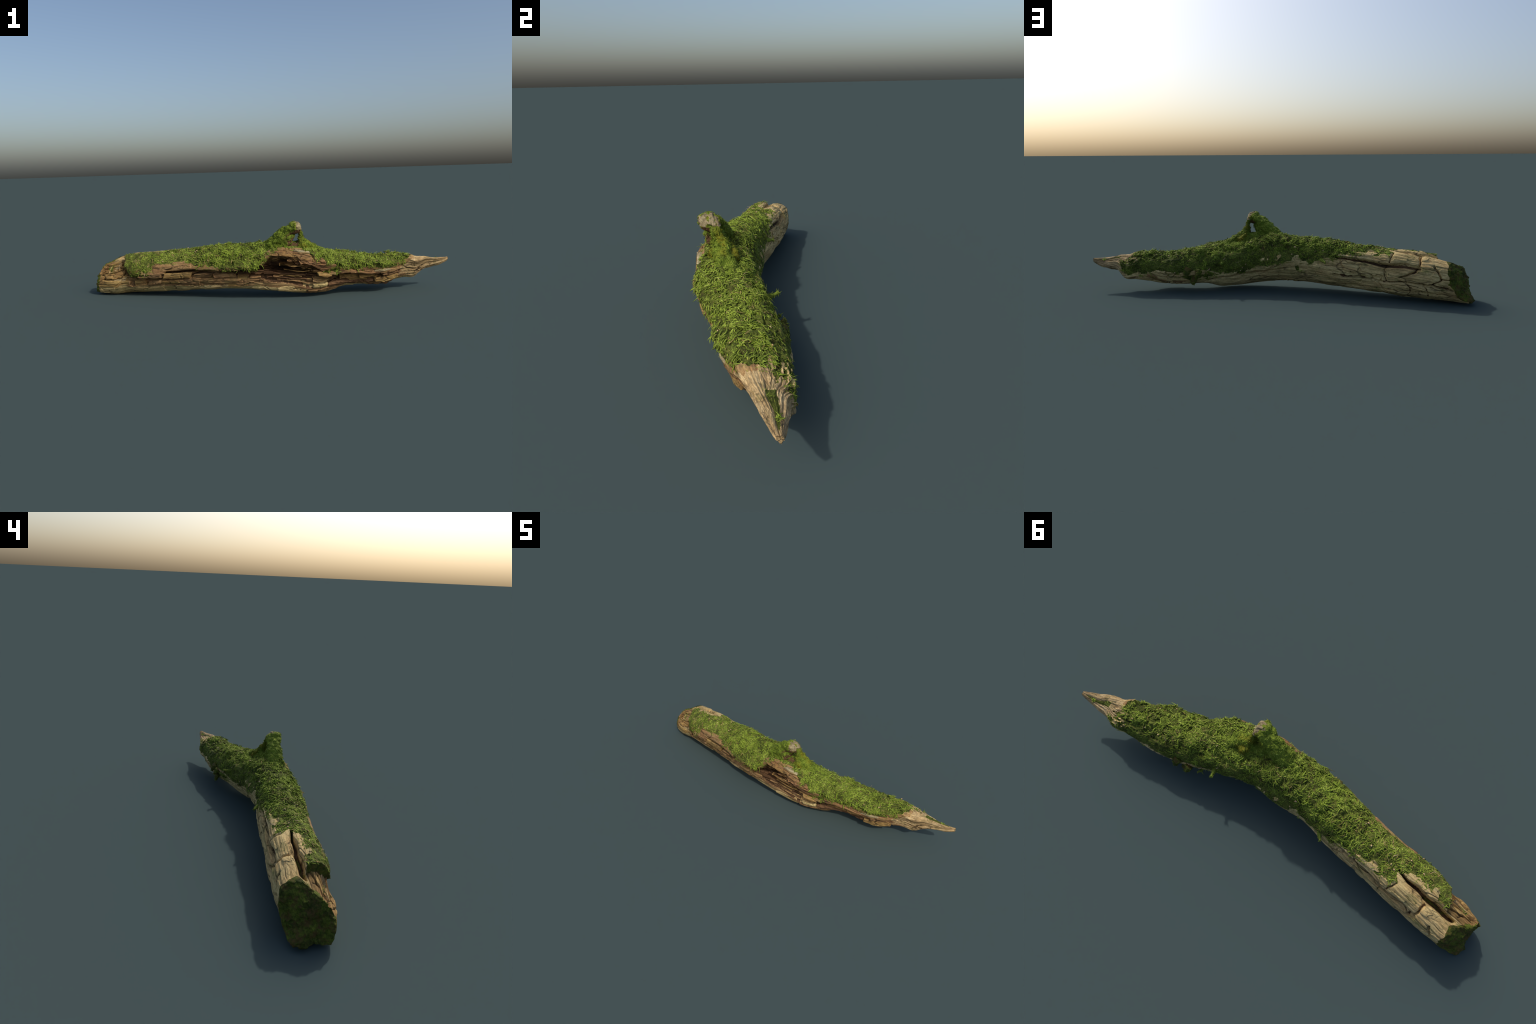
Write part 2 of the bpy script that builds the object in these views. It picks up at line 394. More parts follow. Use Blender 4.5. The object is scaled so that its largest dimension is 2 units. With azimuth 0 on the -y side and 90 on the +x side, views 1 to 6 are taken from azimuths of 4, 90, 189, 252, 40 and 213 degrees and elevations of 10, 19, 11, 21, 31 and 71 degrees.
for q in range(rings - 1):
    outer = jj1 if q == 0 else n0 + (q - 1) * NK + jj1
    inner = n0 + q * NK + jj1
    nx = (jj1 + 1) % NK
    outer2 = nx if q == 0 else n0 + (q - 1) * NK + nx
    cap_faces.append(np.stack([outer, inner, n0 + q * NK + nx, outer2], 1))
last = n0 + (rings - 2) * NK + jj1
centre = n0 + (rings - 1) * NK
fan = np.stack([last, np.full(NK, centre), n0 + (rings - 2) * NK + (jj1 + 1) % NK], 1)
tipfan = np.stack([n0 - NK + jj1, n0 - NK + (jj1 + 1) % NK, np.full(NK, centre + 1)], 1)
cap_faces = np.concatenate(cap_faces)

# ------------------------------------------------------------------ materials
class Nodes:
    def __init__(self, name):
        self.mat = bpy.data.materials.new(name)
        self.mat.use_nodes = True
        self.t = self.mat.node_tree
        self.t.nodes.clear()
        self.out = self.n('OutputMaterial')
        self.bsdf = self.n('BsdfPrincipled')
        self.t.links.new(self.bsdf.outputs[0], self.out.inputs[0])

    def n(self, kind, **kw):
        nd = self.t.nodes.new('ShaderNode' + kind)
        for k, v in kw.items():
            setattr(nd, k, v)
        return nd

    def put(self, sock, v):
        if isinstance(v, bpy.types.NodeSocket):
            self.t.links.new(v, sock)
        else:
            sock.default_value = v

    def math(self, op, a, b=0.0, clamp=False):
        nd = self.n('Math', operation=op, use_clamp=clamp)
        self.put(nd.inputs[0], a)
        self.put(nd.inputs[1], b)
        return nd.outputs[0]

    def coords(self):
        return self.n('TexCoord').outputs['Object']

    def scaled(self, vec, scale):
        nd = self.n('Mapping')
        self.put(nd.inputs['Vector'], vec)
        nd.inputs['Scale'].default_value = scale
        return nd.outputs[0]

    def grain(self):
        """Coordinates that follow the bent log: along, across, up from the spine."""
        sep = self.n('SeparateXYZ')
        self.put(sep.inputs[0], self.coords())
        t = self.math('MULTIPLY_ADD', sep.outputs[0], 0.5)
        t.node.inputs[2].default_value = 0.5
        res = [sep.outputs[0]]
        for ax in (1, 2):
            cv = self.n('FloatCurve')
            c = cv.mapping.curves[0]
            pts = SPINE[::2]
            for k, p in enumerate(pts):
                loc = ((p[0] + 1) / 2, p[ax] + 0.3)
                if k < 2:
                    c.points[k].location = loc
                else:
                    c.points.new(*loc)
            cv.mapping.update()
            self.put(cv.inputs['Value'], t)
            res.append(self.math('ADD', self.math('SUBTRACT', sep.outputs[ax], cv.outputs[0]), 0.3))
        comb = self.n('CombineXYZ')
        for k in range(3):
            self.put(comb.inputs[k], res[k])
        return comb.outputs[0]

    def noise(self, vec, scale=(1, 1, 1), detail=3.0, rough=0.55, dist=0.0):
        nd = self.n('TexNoise')
        self.put(nd.inputs['Vector'], self.scaled(vec, scale))
        nd.inputs['Scale'].default_value = 1.0
        nd.inputs['Detail'].default_value = detail
        nd.inputs['Roughness'].default_value = rough
        nd.inputs['Distortion'].default_value = dist
        return nd.outputs['Fac']

    def ramp(self, fac, stops):
        nd = self.n('ValToRGB')
        e = nd.color_ramp.elements
        while len(e) < len(stops):
            e.new(0.5)
        for k, (pos, col) in enumerate(stops):
            e[k].position = pos
            e[k].color = (*col, 1) if len(col) == 3 else col
        self.put(nd.inputs[0], fac)
        return nd.outputs[0]

    def remap(self, fac, a, b, lo=0.0, hi=1.0):
        nd = self.n('MapRange', clamp=True)
        self.put(nd.inputs[0], fac)
        for k, v in zip((1, 2, 3, 4), (a, b, lo, hi)):
            nd.inputs[k].default_value = v
        return nd.outputs[0]

    def mix(self, fac, a, b, blend='MIX'):
        nd = self.n('Mix', data_type='RGBA', blend_type=blend)
        self.put(nd.inputs[0], fac)
        for s, v in ((6, a), (7, b)):
            self.put(nd.inputs[s], v if isinstance(v, bpy.types.NodeSocket) else (*v, 1))
        return nd.outputs[2]

    def finish(self, color, rough=0.85, spec=0.2, bump=None, strength=0.5, dist=0.003):
        self.put(self.bsdf.inputs['Base Color'], color)
        self.put(self.bsdf.inputs['Roughness'], rough)
        self.bsdf.inputs['Specular IOR Level'].default_value = spec
        if bump is not None:
            b = self.n('Bump')
            b.inputs['Strength'].default_value = strength
            b.inputs['Distance'].default_value = dist
            self.put(b.inputs['Height'], bump)
            self.put(self.bsdf.inputs['Normal'], b.outputs[0])
        return self.mat


def wood(name, tones, patch, patch_amt, dark, crack=0.8, green=0.0, stain=0.4, fibre=0.35, cells_at=(9, 30, 30)):
    m = Nodes(name)
    g = m.grain()
    base = m.ramp(m.noise(g, (4, 42, 42), 5, 0.6, 0.4), [(0.28 + 0.44 * k / (len(tones) - 1), c) for k, c in enumerate(tones)])
    blot = m.noise(g, (5, 11, 11), 4, 0.6, 0.6)
    col = m.mix(m.remap(blot, 0.47, 0.62, 0, patch_amt), base, patch)
    st = m.noise(g, (6, 20, 20), 5, 0.65, 0.5)
    col = m.mix(m.remap(st, 0.56, 0.70, 0, stain), col, dark)
    fib = m.noise(g, (16, 260, 260), 3, 0.6)
    fine = m.noise(g, (110, 150, 150), 4, 0.65)
    col = m.mix(1.0, col, m.ramp(fib, [(0.25, (1 - fibre,) * 3), (0.72, (1 + fibre * 0.55,) * 3)]), 'MULTIPLY')
    col = m.mix(1.0, col, m.ramp(fine, [(0.28, (0.74,) * 3), (0.70, (1.2,) * 3)]), 'MULTIPLY')
    # fine drying cracks, along and across the grain
    warp = m.n('VectorMath', operation='MULTIPLY_ADD')
    nz = m.n('TexNoise')
    m.put(nz.inputs['Vector'], g)
    nz.inputs['Scale'].default_value = 26
    m.put(warp.inputs[0], nz.outputs['Color'])
    warp.inputs[1].default_value = (0.03, 0.012, 0.012)
    m.put(warp.inputs[2], g)
    vor = m.n('TexVoronoi', feature='DISTANCE_TO_EDGE')
    m.put(vor.inputs['Vector'], m.scaled(warp.outputs[0], cells_at))
    vor.inputs['Scale'].default_value = 1
    gate = m.remap(m.noise(g, (7, 14, 14), 3), 0.47, 0.58)
    c1 = m.math('MULTIPLY', m.remap(vor.outputs['Distance'], 0.0, 0.075, 1, 0), gate)
    vor2 = m.n('TexVoronoi', feature='DISTANCE_TO_EDGE')
    m.put(vor2.inputs['Vector'], m.scaled(warp.outputs[0], (cells_at[0] * 2.7, cells_at[1] * 2.4, cells_at[2] * 2.4)))
    vor2.inputs['Scale'].default_value = 1
    gate2 = m.remap(m.noise(g, (9, 22, 22), 3), 0.5, 0.62)
    c2 = m.math('MULTIPLY', m.remap(vor2.outputs['Distance'], 0.0, 0.06, 1, 0), gate2)
    cr = m.math('MAXIMUM', c1, m.math('MULTIPLY', c2, 0.4))
    col = m.mix(m.math('MULTIPLY', cr, crack), col, tuple(v * 0.35 for v in dark))
    # insect holes and pale specks
    hole = m.n('TexVoronoi')
    m.put(hole.inputs['Vector'], m.scaled(g, (38, 38, 38)))
    hole.inputs['Scale'].default_value = 1
    hm = m.math('MULTIPLY', m.remap(hole.outputs['Distance'], 0.10, 0.16, 1, 0), m.remap(m.noise(g, (12, 12, 12)), 0.55, 0.6))
    col = m.mix(m.math('MULTIPLY', hm, 0.8), col, tuple(v * 0.3 for v in dark))
    if green:
        al = m.noise(g, (14, 22, 22), 6, 0.7)
        col = m.mix(m.remap(al, 0.53, 0.68, 0, green), col, (0.085, 0.115, 0.022))
    height = m.math('SUBTRACT', m.math('ADD', m.math('MULTIPLY', fib, 0.5), m.math('MULTIPLY', fine, 0.4)), m.math('MULTIPLY', cr, 1.4))
    return m.finish(col, 0.85, 0.2, height, 0.7, 0.0035)


def moss(name, stops, brown=(0.12, 0.085, 0.03), brown_amt=0.5, brown_at=(0.56, 0.70), yellow=None, fine=(150, 150, 150), bump=0.8):
    m = Nodes(name)
    p = m.coords()
    a = m.noise(p, (16, 16, 16), 4, 0.6)
    b = m.noise(p, fine, 4, 0.7, 0.6)
    fac = m.math('ADD', m.math('MULTIPLY', a, 0.45), m.math('MULTIPLY', b, 0.55))
    col = m.ramp(fac, stops)
    br = m.noise(p, (38, 38, 38), 5, 0.7)
    col = m.mix(m.remap(br, *brown_at, 0, brown_amt), col, brown)
    if yellow:          # ochre moss on the thin strut and its foot
        y = m.noise(p, (22, 22, 22), 4, 0.6)
        sx = m.n('SeparateXYZ')
        m.put(sx.inputs[0], p)
        y = m.math('MULTIPLY', m.remap(y, 0.42, 0.58, 0, 0.75), m.remap(sx.outputs[0], 0.135, 0.17))
        col = m.mix(m.math('MULTIPLY', y, m.remap(sx.outputs[0], 0.25, 0.21)), col, yellow)
    return m.finish(col, 0.8, 0.15, b, bump, 0.005)


PALE = wood('pale_weathered_wood', [(0.31, 0.215, 0.088), (0.53, 0.395, 0.172), (0.71, 0.555, 0.27)], (0.49, 0.315, 0.13), 0.5, (0.085, 0.055, 0.03), green=0.6, stain=0.55)  # tones warmed and brightened to offset bluish sky light on the shaded back
BROWN = wood('brown_block_wood', [(0.115, 0.062, 0.027), (0.275, 0.162, 0.068), (0.43, 0.29, 0.13)], (0.24, 0.12, 0.055), 0.6, (0.05, 0.031, 0.019), green=0.35, stain=0.75)
ROT = wood('rotten_red_heartwood', [(0.048, 0.027, 0.013), (0.115, 0.062, 0.029), (0.20, 0.118, 0.058)], (0.155, 0.075, 0.033), 0.5, (0.022, 0.013, 0.009), crack=0.6, fibre=0.5)
GOLD = wood('golden_split_wood', [(0.14, 0.08, 0.03), (0.30, 0.19, 0.064), (0.46, 0.32, 0.12)], (0.24, 0.12, 0.045), 0.55, (0.05, 0.03, 0.016), fibre=0.5, stain=0.6)
TIPW = wood('pale_splintered_wood', [(0.20, 0.135, 0.062), (0.44, 0.315, 0.155), (0.60, 0.465, 0.25)], (0.47, 0.31, 0.14), 0.5, (0.07, 0.045, 0.028), crack=0.9, green=0.35, fibre=0.5, cells_at=(7, 60, 60))
GREYB = wood('grey_bark', [(0.14, 0.11, 0.06), (0.27, 0.22, 0.12), (0.42, 0.36, 0.21)], (0.24, 0.175, 0.09), 0.4, (0.07, 0.052, 0.034), green=0.6)

MAT_M = moss('moss_mat', [(0.30, (0.018, 0.023, 0.005)), (0.45, (0.050, 0.062, 0.011)), (0.58, (0.105, 0.128, 0.020)), (0.72, (0.21, 0.24, 0.05))], brown=(0.11, 0.07, 0.03), brown_amt=0.85)
BRIGHT = moss('bright_moss_frond', [(0.30, (0.10, 0.15, 0.016)), (0.50, (0.225, 0.305, 0.034)), (0.70, (0.45, 0.54, 0.11))], brown_amt=0.5, brown=(0.20, 0.15, 0.05), bump=0.3)
DEEP = moss('deep_moss_frond', [(0.30, (0.062, 0.088, 0.012)), (0.50, (0.145, 0.195, 0.025)), (0.70, (0.28, 0.34, 0.06))], brown_amt=0.25, bump=0.3)
DRY = moss('dry_moss_frond', [(0.30, (0.11, 0.085, 0.022)), (0.50, (0.22, 0.18, 0.055)), (0.70, (0.40, 0.32, 0.13))], brown_amt=0.5, bump=0.3)
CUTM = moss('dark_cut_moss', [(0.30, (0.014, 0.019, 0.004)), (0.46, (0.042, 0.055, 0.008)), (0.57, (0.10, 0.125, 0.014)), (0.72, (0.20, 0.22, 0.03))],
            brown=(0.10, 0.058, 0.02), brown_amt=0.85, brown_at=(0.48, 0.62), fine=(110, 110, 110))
STUBM = moss('yellow_green_moss', [(0.30, (0.035, 0.055, 0.006)), (0.45, (0.10, 0.15, 0.014)), (0.60, (0.19, 0.25, 0.025)), (0.74, (0.33, 0.38, 0.06))], yellow=(0.20, 0.17, 0.012), fine=(180, 180, 180))


def straw():
    m = Nodes('straw_litter')
    p = m.coords()
    return m.finish(m.ramp(m.noise(p, (30, 30, 30), 3), [(0.35, (0.20, 0.10, 0.035)), (0.5, (0.42, 0.27, 0.11)), (0.65, (0.60, 0.47, 0.30))]), 0.7)


STRAW = straw()

# ------------------------------------------------------------------ object helpers
log = bpy.data.objects.new('mossy_log', None)
log.empty_display_size = 0.2
bpy.context.collection.objects.link(log)
log['label'] = 'bent rotten log with green moss and a broken branch stub'
log['category'] = 'mossy log'


def add(name, mesh, mat, parent=log, stuff=False):
    mesh.materials.clear()
    mesh.materials.append(mat)
    ob = bpy.data.objects.new(name, mesh)
    bpy.context.collection.objects.link(ob)
    ob.parent = parent
    if stuff:
        ob['kind'] = 'stuff'
    return ob


def mesh_from(name, verts, faces, smooth=True):
    """faces: list of index arrays (quads, tris)."""
    me = bpy.data.meshes.new(name)
    me.vertices.add(len(verts))
    me.vertices.foreach_set('co', np.asarray(verts, F).ravel())
    idx = np.concatenate([f.ravel() for f in faces]).astype(np.int32)
    cnt = np.concatenate([np.full(len(f), f.shape[1]) for f in faces]).astype(np.int32)
    me.loops.add(len(idx))
    me.loops.foreach_set('vertex_index', idx)
    me.polygons.add(len(cnt))
    me.polygons.foreach_set('loop_start', np.concatenate([[0], np.cumsum(cnt)[:-1]]).astype(np.int32))
    if smooth:
        me.polygons.foreach_set('use_smooth', np.ones(len(cnt), bool))
    me.update(calc_edges=True)
    me.validate()
    return me


def region(name, verts, norms, faces, mat, parent=log):
    """A piece of one smooth surface, keeping the whole surface's normals."""
    faces = [f for f in faces if len(f)]
    used = np.unique(np.concatenate([f.ravel() for f in faces]))
    new = np.full(len(verts), -1, np.int64)
    new[used] = np.arange(len(used))
    me = mesh_from(name, verts[used], [new[f] for f in faces])
    me.normals_split_custom_set_from_vertices(norms[used].astype(float).tolist())
    return add(name, me, mat, parent)


def vertex_normals(verts, faces):
    n = np.zeros((len(verts), 3))
    for f in faces:
        a = verts[f[:, 2]] - verts[f[:, 0]]
        b = verts[f[:, -1]] - verts[f[:, 1]]
        fn = np.cross(a, b)
        for k in range(f.shape[1]):
            for ax in range(3):
                n[:, ax] += np.bincount(f[:, k], fn[:, ax], len(verts))
    return n / np.maximum(np.linalg.norm(n, axis=1), 1e-12)[:, None]


# ------------------------------------------------------------------ trunk regions
NRM = vertex_normals(V, [side_faces, cap_faces, fan, tipfan])


def fmean(a):
    return a[side_faces].mean(1)


mo = fmean(M['moss'])
ho = fmean(M['hollow'])
xf = fmean(X)
tf = T[side_faces[:, 0]]
rim = fmean(M['rag'])
tipf = fmean(M['tip'])
fr = fmean(M['front']) + 12 * rim
label = np.full(len(side_faces), 0)                         # weathered trunk
label[fr > 0.5] = 1                                          # brown broken front
label[(xf < -0.77) & (wrap(tf) > -26 + 300 * rim) & (wrap(tf) < 84)] = 6          # split shelf at the cut end
label[(tipf < 0) | (xf > 0.83)] = 2                          # splintered tip
label[(ho > 0.001) & (label != 2)] = 3                       # rotten hollow
label[(fmean(M['floor']) > 0) & (label != 2) & (label != 3)] = 7        # crack floors coloured dark to deepen their occlusion shade
label[mo > 0] = 4                                            # moss
label[(xf - cut_x(tf) < 0.006 + 1.1 * rim)] = 5            # moss creeping over the cut rim
chn = fmean(M['channel'])
label[(chn > 0.004) & (xf < -0.745 + 2 * rim) & (xf > -0.83) & (label != 5)] = 5       # moss in the channel
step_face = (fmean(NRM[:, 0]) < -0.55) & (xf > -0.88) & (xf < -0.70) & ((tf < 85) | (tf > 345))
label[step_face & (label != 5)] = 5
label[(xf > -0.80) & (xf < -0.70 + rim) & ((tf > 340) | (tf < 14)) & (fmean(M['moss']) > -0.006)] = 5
for k, name, mat in ((0, 'weathered_trunk', PALE), (1, 'broken_front', BROWN), (2, 'splintered_tip', TIPW), (3, 'rotten_hollow', ROT), (6, 'split_shelf', GOLD), (7, 'shade_darkened_crack', ROT), (4, 'moss_mat', MAT_M)):
    fs = [side_faces[label == k]]
    if k == 2:
        fs.append(tipfan)
    region(name, V, NRM, fs, mat)
region('mossy_cut_end', V, NRM, [side_faces[label == 5], cap_faces, fan], CUTM)


# ------------------------------------------------------------------ wood blocks and flakes lying on the trunk
def plate(name, x0, x1, t0, t1, height, mat, seed, round_=0.005, tilt=0.0, sink=0.02, skew=0.0, point=0.0, jag=0.004, parent=log, tiltx=0.0):
    """A block of wood following the trunk between spine x0..x1 and angles t0..t1."""
    nx = max(6, int((x1 - x0) / 0.0035))
    width = math.radians(t1 - t0) * R0
    ny = max(6, int(width / 0.003))
    u, v = np.meshgrid(np.linspace(0, 1, nx + 1), np.linspace(0, 1, ny + 1), indexing='ij')
    u, v = u.ravel(), v.ravel()
    narrow = 1 - point * step(0.5, 1.0, u) - 0.7 * point * step(0.35, 0.0, u)
    narrow = np.maximum(narrow, 0.12)
    x = x0 + (x1 - x0) * u + skew * (v - 0.5)
    th = (t0 + t1) / 2 + (t1 - t0) * (v - 0.5) * narrow
    q = np.stack([x, np.radians(th) * R0, np.full(len(x), seed * 1.7)], 1)
    x = x + jag * noise(q, (20, 60, 1), 90) * (np.abs(u - 0.5) * 2)
    th = th + math.degrees(jag / R0) * noise(q, (38, 20, 1), 91) * (np.abs(v - 0.5) * 2)
    edge = np.minimum(np.minimum(u, 1 - u) * (x1 - x0), np.minimum(v, 1 - v) * width * narrow)
    C_, D_, r_ = loft(x, th)
    Pq = straight(x, th, np.full(len(x), R0)) + seed
    e = np.clip(edge / round_, 0, 1)
    top = height * np.sqrt(np.maximum(1 - (1 - e) ** 2, 0)) * 0.7 + height * 0.3 + tilt * (v - 0.5) + tiltx * (u - 0.5)
    top = top + e * (0.0022 * (1 - np.abs(fbm(Pq, (7, 70, 70), 92, 3)) * 1.5) + 0.002 * noise(Pq, (14, 24, 24), 93) + 0.0008 * fbm(Pq, (20, 190, 190), 94, 2))
    ed, _ = cells(Pq, (16, 40, 40), 95)
    top = top - e * 0.003 * step(0.10, 0, ed)
    a = C_ + D_ * (r_ + top)[:, None]
    b = C_ + D_ * (r_ - sink)[:, None]
    n = len(a)
    i, j = np.meshgrid(np.arange(nx), np.arange(ny), indexing='ij')
    i, j = i.ravel(), j.ravel()
    at = lambda i, j: i * (ny + 1) + j
    up = np.stack([at(i, j), at(i, j + 1), at(i + 1, j + 1), at(i + 1, j)], 1)
    down = up[:, ::-1] + n
    rimv = np.concatenate([at(np.arange(nx), 0), at(nx, np.arange(ny)), at(np.arange(nx, 0, -1), ny), at(0, np.arange(ny, 0, -1))])
    nxt = np.roll(rimv, -1)
    wall = np.stack([rimv, rimv + n, nxt + n, nxt], 1)[:, ::-1]
    verts = np.concatenate([a, b])
    faces = [up, down, wall]
    if np.sum(vertex_normals(verts, faces)[:n] * D_) < 0:
        faces = [f[:, ::-1] for f in faces]
    me = mesh_from(name, verts, faces)
    me.set_sharp_from_angle(angle=math.radians(55))
    return add(name, me, mat, parent)


BLOCKS = [  # x0, x1, angle0, angle1, height, skew
    # row under the slab crack
    (-0.73, -0.665, -32, -14, -0.002, 0.0), (-0.655, -0.575, -37, -24, 0.000, 0.01), (-0.640, -0.572, -13, 3, 0.005, 0.006), (-0.558, -0.398, -17, -1, 0.003, 0.012),
    (-0.385, -0.278, -20, -10, -0.002, 0.01), (-0.270, -0.165, -24, -13, -0.007, -0.01), (-0.150, -0.095, -36, -22, -0.010, 0.008), (-0.088, -0.035, -42, -30, -0.014, 0.0),
    # bark plates between the crack and the moss
    (-0.615, -0.548, 0, 24, 0.004, 0.01), (-0.543, -0.470, 7, 25, 0.005, 0.004), (-0.464, -0.392, 8, 26, 0.004, -0.006), (-0.386, -0.312, 6, 20, 0.003, 0.01),
    # lower row
    (-0.57, -0.47, -38, -25, 0.002, -0.01), (-0.46, -0.35, -40, -23, 0.000, 0.012), (-0.33, -0.22, -45, -28, -0.004, 0.0), (-0.20, -0.10, -56, -40, -0.005, 0.012),
    # shelf at the cut end
    (-0.90, -0.835, 22, 50, -0.014, 0.012), (-0.905, -0.80, -2, 20, -0.010, 0.01), (-0.90, -0.79, -26, -5, -0.006, 0.012),
]
for k, (x0, x1, t0, t1, h, sk) in enumerate(BLOCKS):
    plate('wood_block', x0, x1, t0, t1, h, (GOLD if k % 2 else TIPW) if x1 < -0.78 else (BROWN if k % 3 else GOLD), 3 + k, skew=sk, tilt=0.003 * ((k * 37) % 5 - 2))

SPLINTERS = [  # x0, x1, angle0, angle1, height, tilt, point
    (0.055, 0.285, 12, 25, -0.022, -0.014, 0.5), (0.085, 0.265, 0, 9, -0.030, -0.014, 0.6), (-0.005, 0.17, 34, 47, 0.000, -0.006, 0.3),
    (-0.02, 0.24, -16, -4, -0.040, -0.012, 0.7), (0.0, 0.22, -35, -22, -0.034, -0.012, 0.6), (0.22, 0.300, -38, -18, -0.008, -0.012, 0.6),
    (0.05, 0.25, -60, -47, -0.020, -0.008, 0.4), (-0.08, 0.10, -46, -35, -0.022, -0.008, 0.5), (0.36, 0.60, -36, -20, -0.030, -0.010, 0.6), (-0.20, -0.02, -14, -6, -0.030, -0.008, 0.6),
]
for k, (x0, x1, t0, t1, h, tl, pt) in enumerate(SPLINTERS):
    plate('wood_splinter', x0, x1, t0, t1, h, (GOLD, GOLD, GOLD, ROT, ROT, BROWN, PALE, ROT, GOLD, ROT)[k], 40 + k, tilt=tl, point=pt, jag=0.007, sink=0.03)
rs = np.random.default_rng(5)
for k in range(22):
    x0 = rs.uniform(-0.02, 0.21)
    x1 = x0 + rs.uniform(0.04, 0.13)
    hi, lo = line((x0 + x1) / 2, HOLLOW_UP), line((x0 + x1) / 2, HOLLOW_LOW)
    tc = lo + (hi - lo) * rs.uniform(0.08, 0.95)
    hw = rs.uniform(1.2, 3.2)
    plate('wood_splinter', x0, min(x1, 0.31), tc - hw, tc + hw, rs.uniform(-0.050, -0.022), (ROT, GOLD, ROT, BROWN)[k % 4], 140 + k, tilt=rs.uniform(-0.012, 0.0), tiltx=rs.uniform(-0.01, 0.01), point=0.85, jag=0.006, sink=0.03, round_=0.003)
for k in range(10):          # torn shards along the upper lip of the hollow
    x0 = rs.uniform(-0.02, 0.22)
    x1 = x0 + rs.uniform(0.035, 0.09)
    tc = line((x0 + x1) / 2, HOLLOW_UP) + rs.uniform(-9, 2)
    hw = rs.uniform(1.8, 4.0)
    plate('wood_splinter', x0, x1, tc - hw, tc + hw, rs.uniform(-0.016, 0.001), (BROWN, GOLD, ROT)[k % 3], 180 + k, tilt=rs.uniform(-0.004, 0.010), tiltx=rs.uniform(-0.012, 0.012), point=0.8, jag=0.008, sink=0.03, round_=0.003)
FLAKES = [  # bark flakes and shards standing off the front edge
    (0.13, 0.205, 43, 60, 0.006, GREYB, -0.02), (0.165, 0.20, 33, 42, 0.003, GOLD, -0.004), (0.24, 0.315, -16, 0, 0.008, GOLD, -0.01), (0.225, 0.30, -62, -46, 0.002, PALE, 0.0), (0.155, 0.27, 20, 36, -0.002, BROWN, -0.006),
    (0.43, 0.52, -8, 1, 0.004, BROWN, -0.006), (0.55, 0.64, -4, 6, 0.005, GREYB, -0.008), (0.56, 0.695, -50, -32, 0.010, GOLD, -0.006), (0.60, 0.69, -24, -10, 0.006, BROWN, -0.004), (0.47, 0.56, -30, -18, -0.004, GOLD, -0.004),
    (0.40, 0.57, -62, -50, -0.004, GOLD, -0.006), (0.46, 0.60, -76, -60, 0.004, BROWN, 0.0), (0.30, 0.42, -64, -48, 0.003, ROT, 0.0), (0.20, 0.37, -82, -64, 0.006, BROWN, 0.0), (0.05, 0.20, -78, -62, 0.003, PALE, 0.0), (0.69, 0.80, -50, -16, -0.003, TIPW, -0.004),
    (0.79, 0.862, -62, -28, -0.004, TIPW, 0.0), (0.74, 0.80, 218, 240, 0.004, BROWN, 0.006),
    (0.60, 0.70, 205, 222, 0.001, BROWN, 0.0), (0.43, 0.56, 214, 232, 0.000, BROWN, 0.0),
]
for k, (x0, x1, t0, t1, h, mat, tl) in enumerate(FLAKES):
    plate('bark_flake', x0, x1, t0, t1, h, mat, 70 + k, tilt=tl, point=0.35, jag=0.008, round_=0.004)


# ------------------------------------------------------------------ the branch stub
def tube_mesh(name, pts, radii, sides=28, per=14):
    pts = np.array(pts, float)
    radii = np.array(radii, float)
    t = np.linspace(0, len(pts) - 1, (len(pts) - 1) * per + 1)
    c, r = catmull(pts, t), catmull(radii, t)
    tan = np.gradient(c, axis=0)
    tan /= np.linalg.norm(tan, axis=1)[:, None]
    ref = np.array([0, 1.0, 0.15])
    a = np.cross(tan, ref)
    a /= np.linalg.norm(a, axis=1)[:, None]
    b = np.cross(tan, a)
    ang = np.arange(sides) / sides * 2 * np.pi
    if r.ndim == 1:
        r = np.stack([r, r], 1)
    v = c[:, None] + (np.cos(ang)[None, :, None] * a[:, None]) * r[:, None, :1] + (np.sin(ang)[None, :, None] * b[:, None]) * r[:, None, 1:2]
    n = len(t)
    i, j = np.meshgrid(np.arange(n - 1), np.arange(sides), indexing='ij')
    i, j = i.ravel(), j.ravel()
    k = (j + 1) % sides
    q = np.stack([i * sides + j, i * sides + k, (i + 1) * sides + k, (i + 1) * sides + j], 1)
    v = np.concatenate([v.reshape(-1, 3), c[:1], c[-1:]])
    jj = np.arange(sides)
    kk = (jj + 1) % sides
    e0 = np.stack([np.full(sides, n * sides), kk, jj], 1)
    e1 = np.stack([np.full(sides, n * sides + 1), (n - 1) * sides + jj, (n - 1) * sides + kk], 1)
    return v, [q, np.concatenate([e0, e1])]


def merged(parts):
    off, vs, qs, ts = 0, [], [], []
    for v, (q, t) in parts:
        vs.append(v)
        qs.append(q + off)
        ts.append(t + off)
        off += len(v)
    return np.concatenate(vs), [np.concatenate(qs), np.concatenate(ts)]


def remeshed(verts, faces, voxel, smooth=4):
    me = mesh_from('tmp', verts, faces)
    ob = bpy.data.objects.new('tmp', me)
    bpy.context.collection.objects.link(ob)
    md = ob.modifiers.new('r', 'REMESH')
    md.mode = 'VOXEL'
    md.voxel_size = voxel
    sm = ob.modifiers.new('s', 'SMOOTH')
    sm.iterations = smooth
    sm.factor = 0.5
    ev = ob.evaluated_get(bpy.context.evaluated_depsgraph_get())
    em = ev.to_mesh()
    v = np.zeros(len(em.vertices) * 3)
    em.vertices.foreach_get('co', v)
    f = np.zeros(len(em.polygons) * 4, np.int32)
    em.loops.foreach_get('vertex_index', f)
    ev.to_mesh_clear()
    bpy.data.objects.remove(ob)
    bpy.data.meshes.remove(me)
    return v.reshape(-1, 3), f.reshape(-1, 4).astype(np.int64)


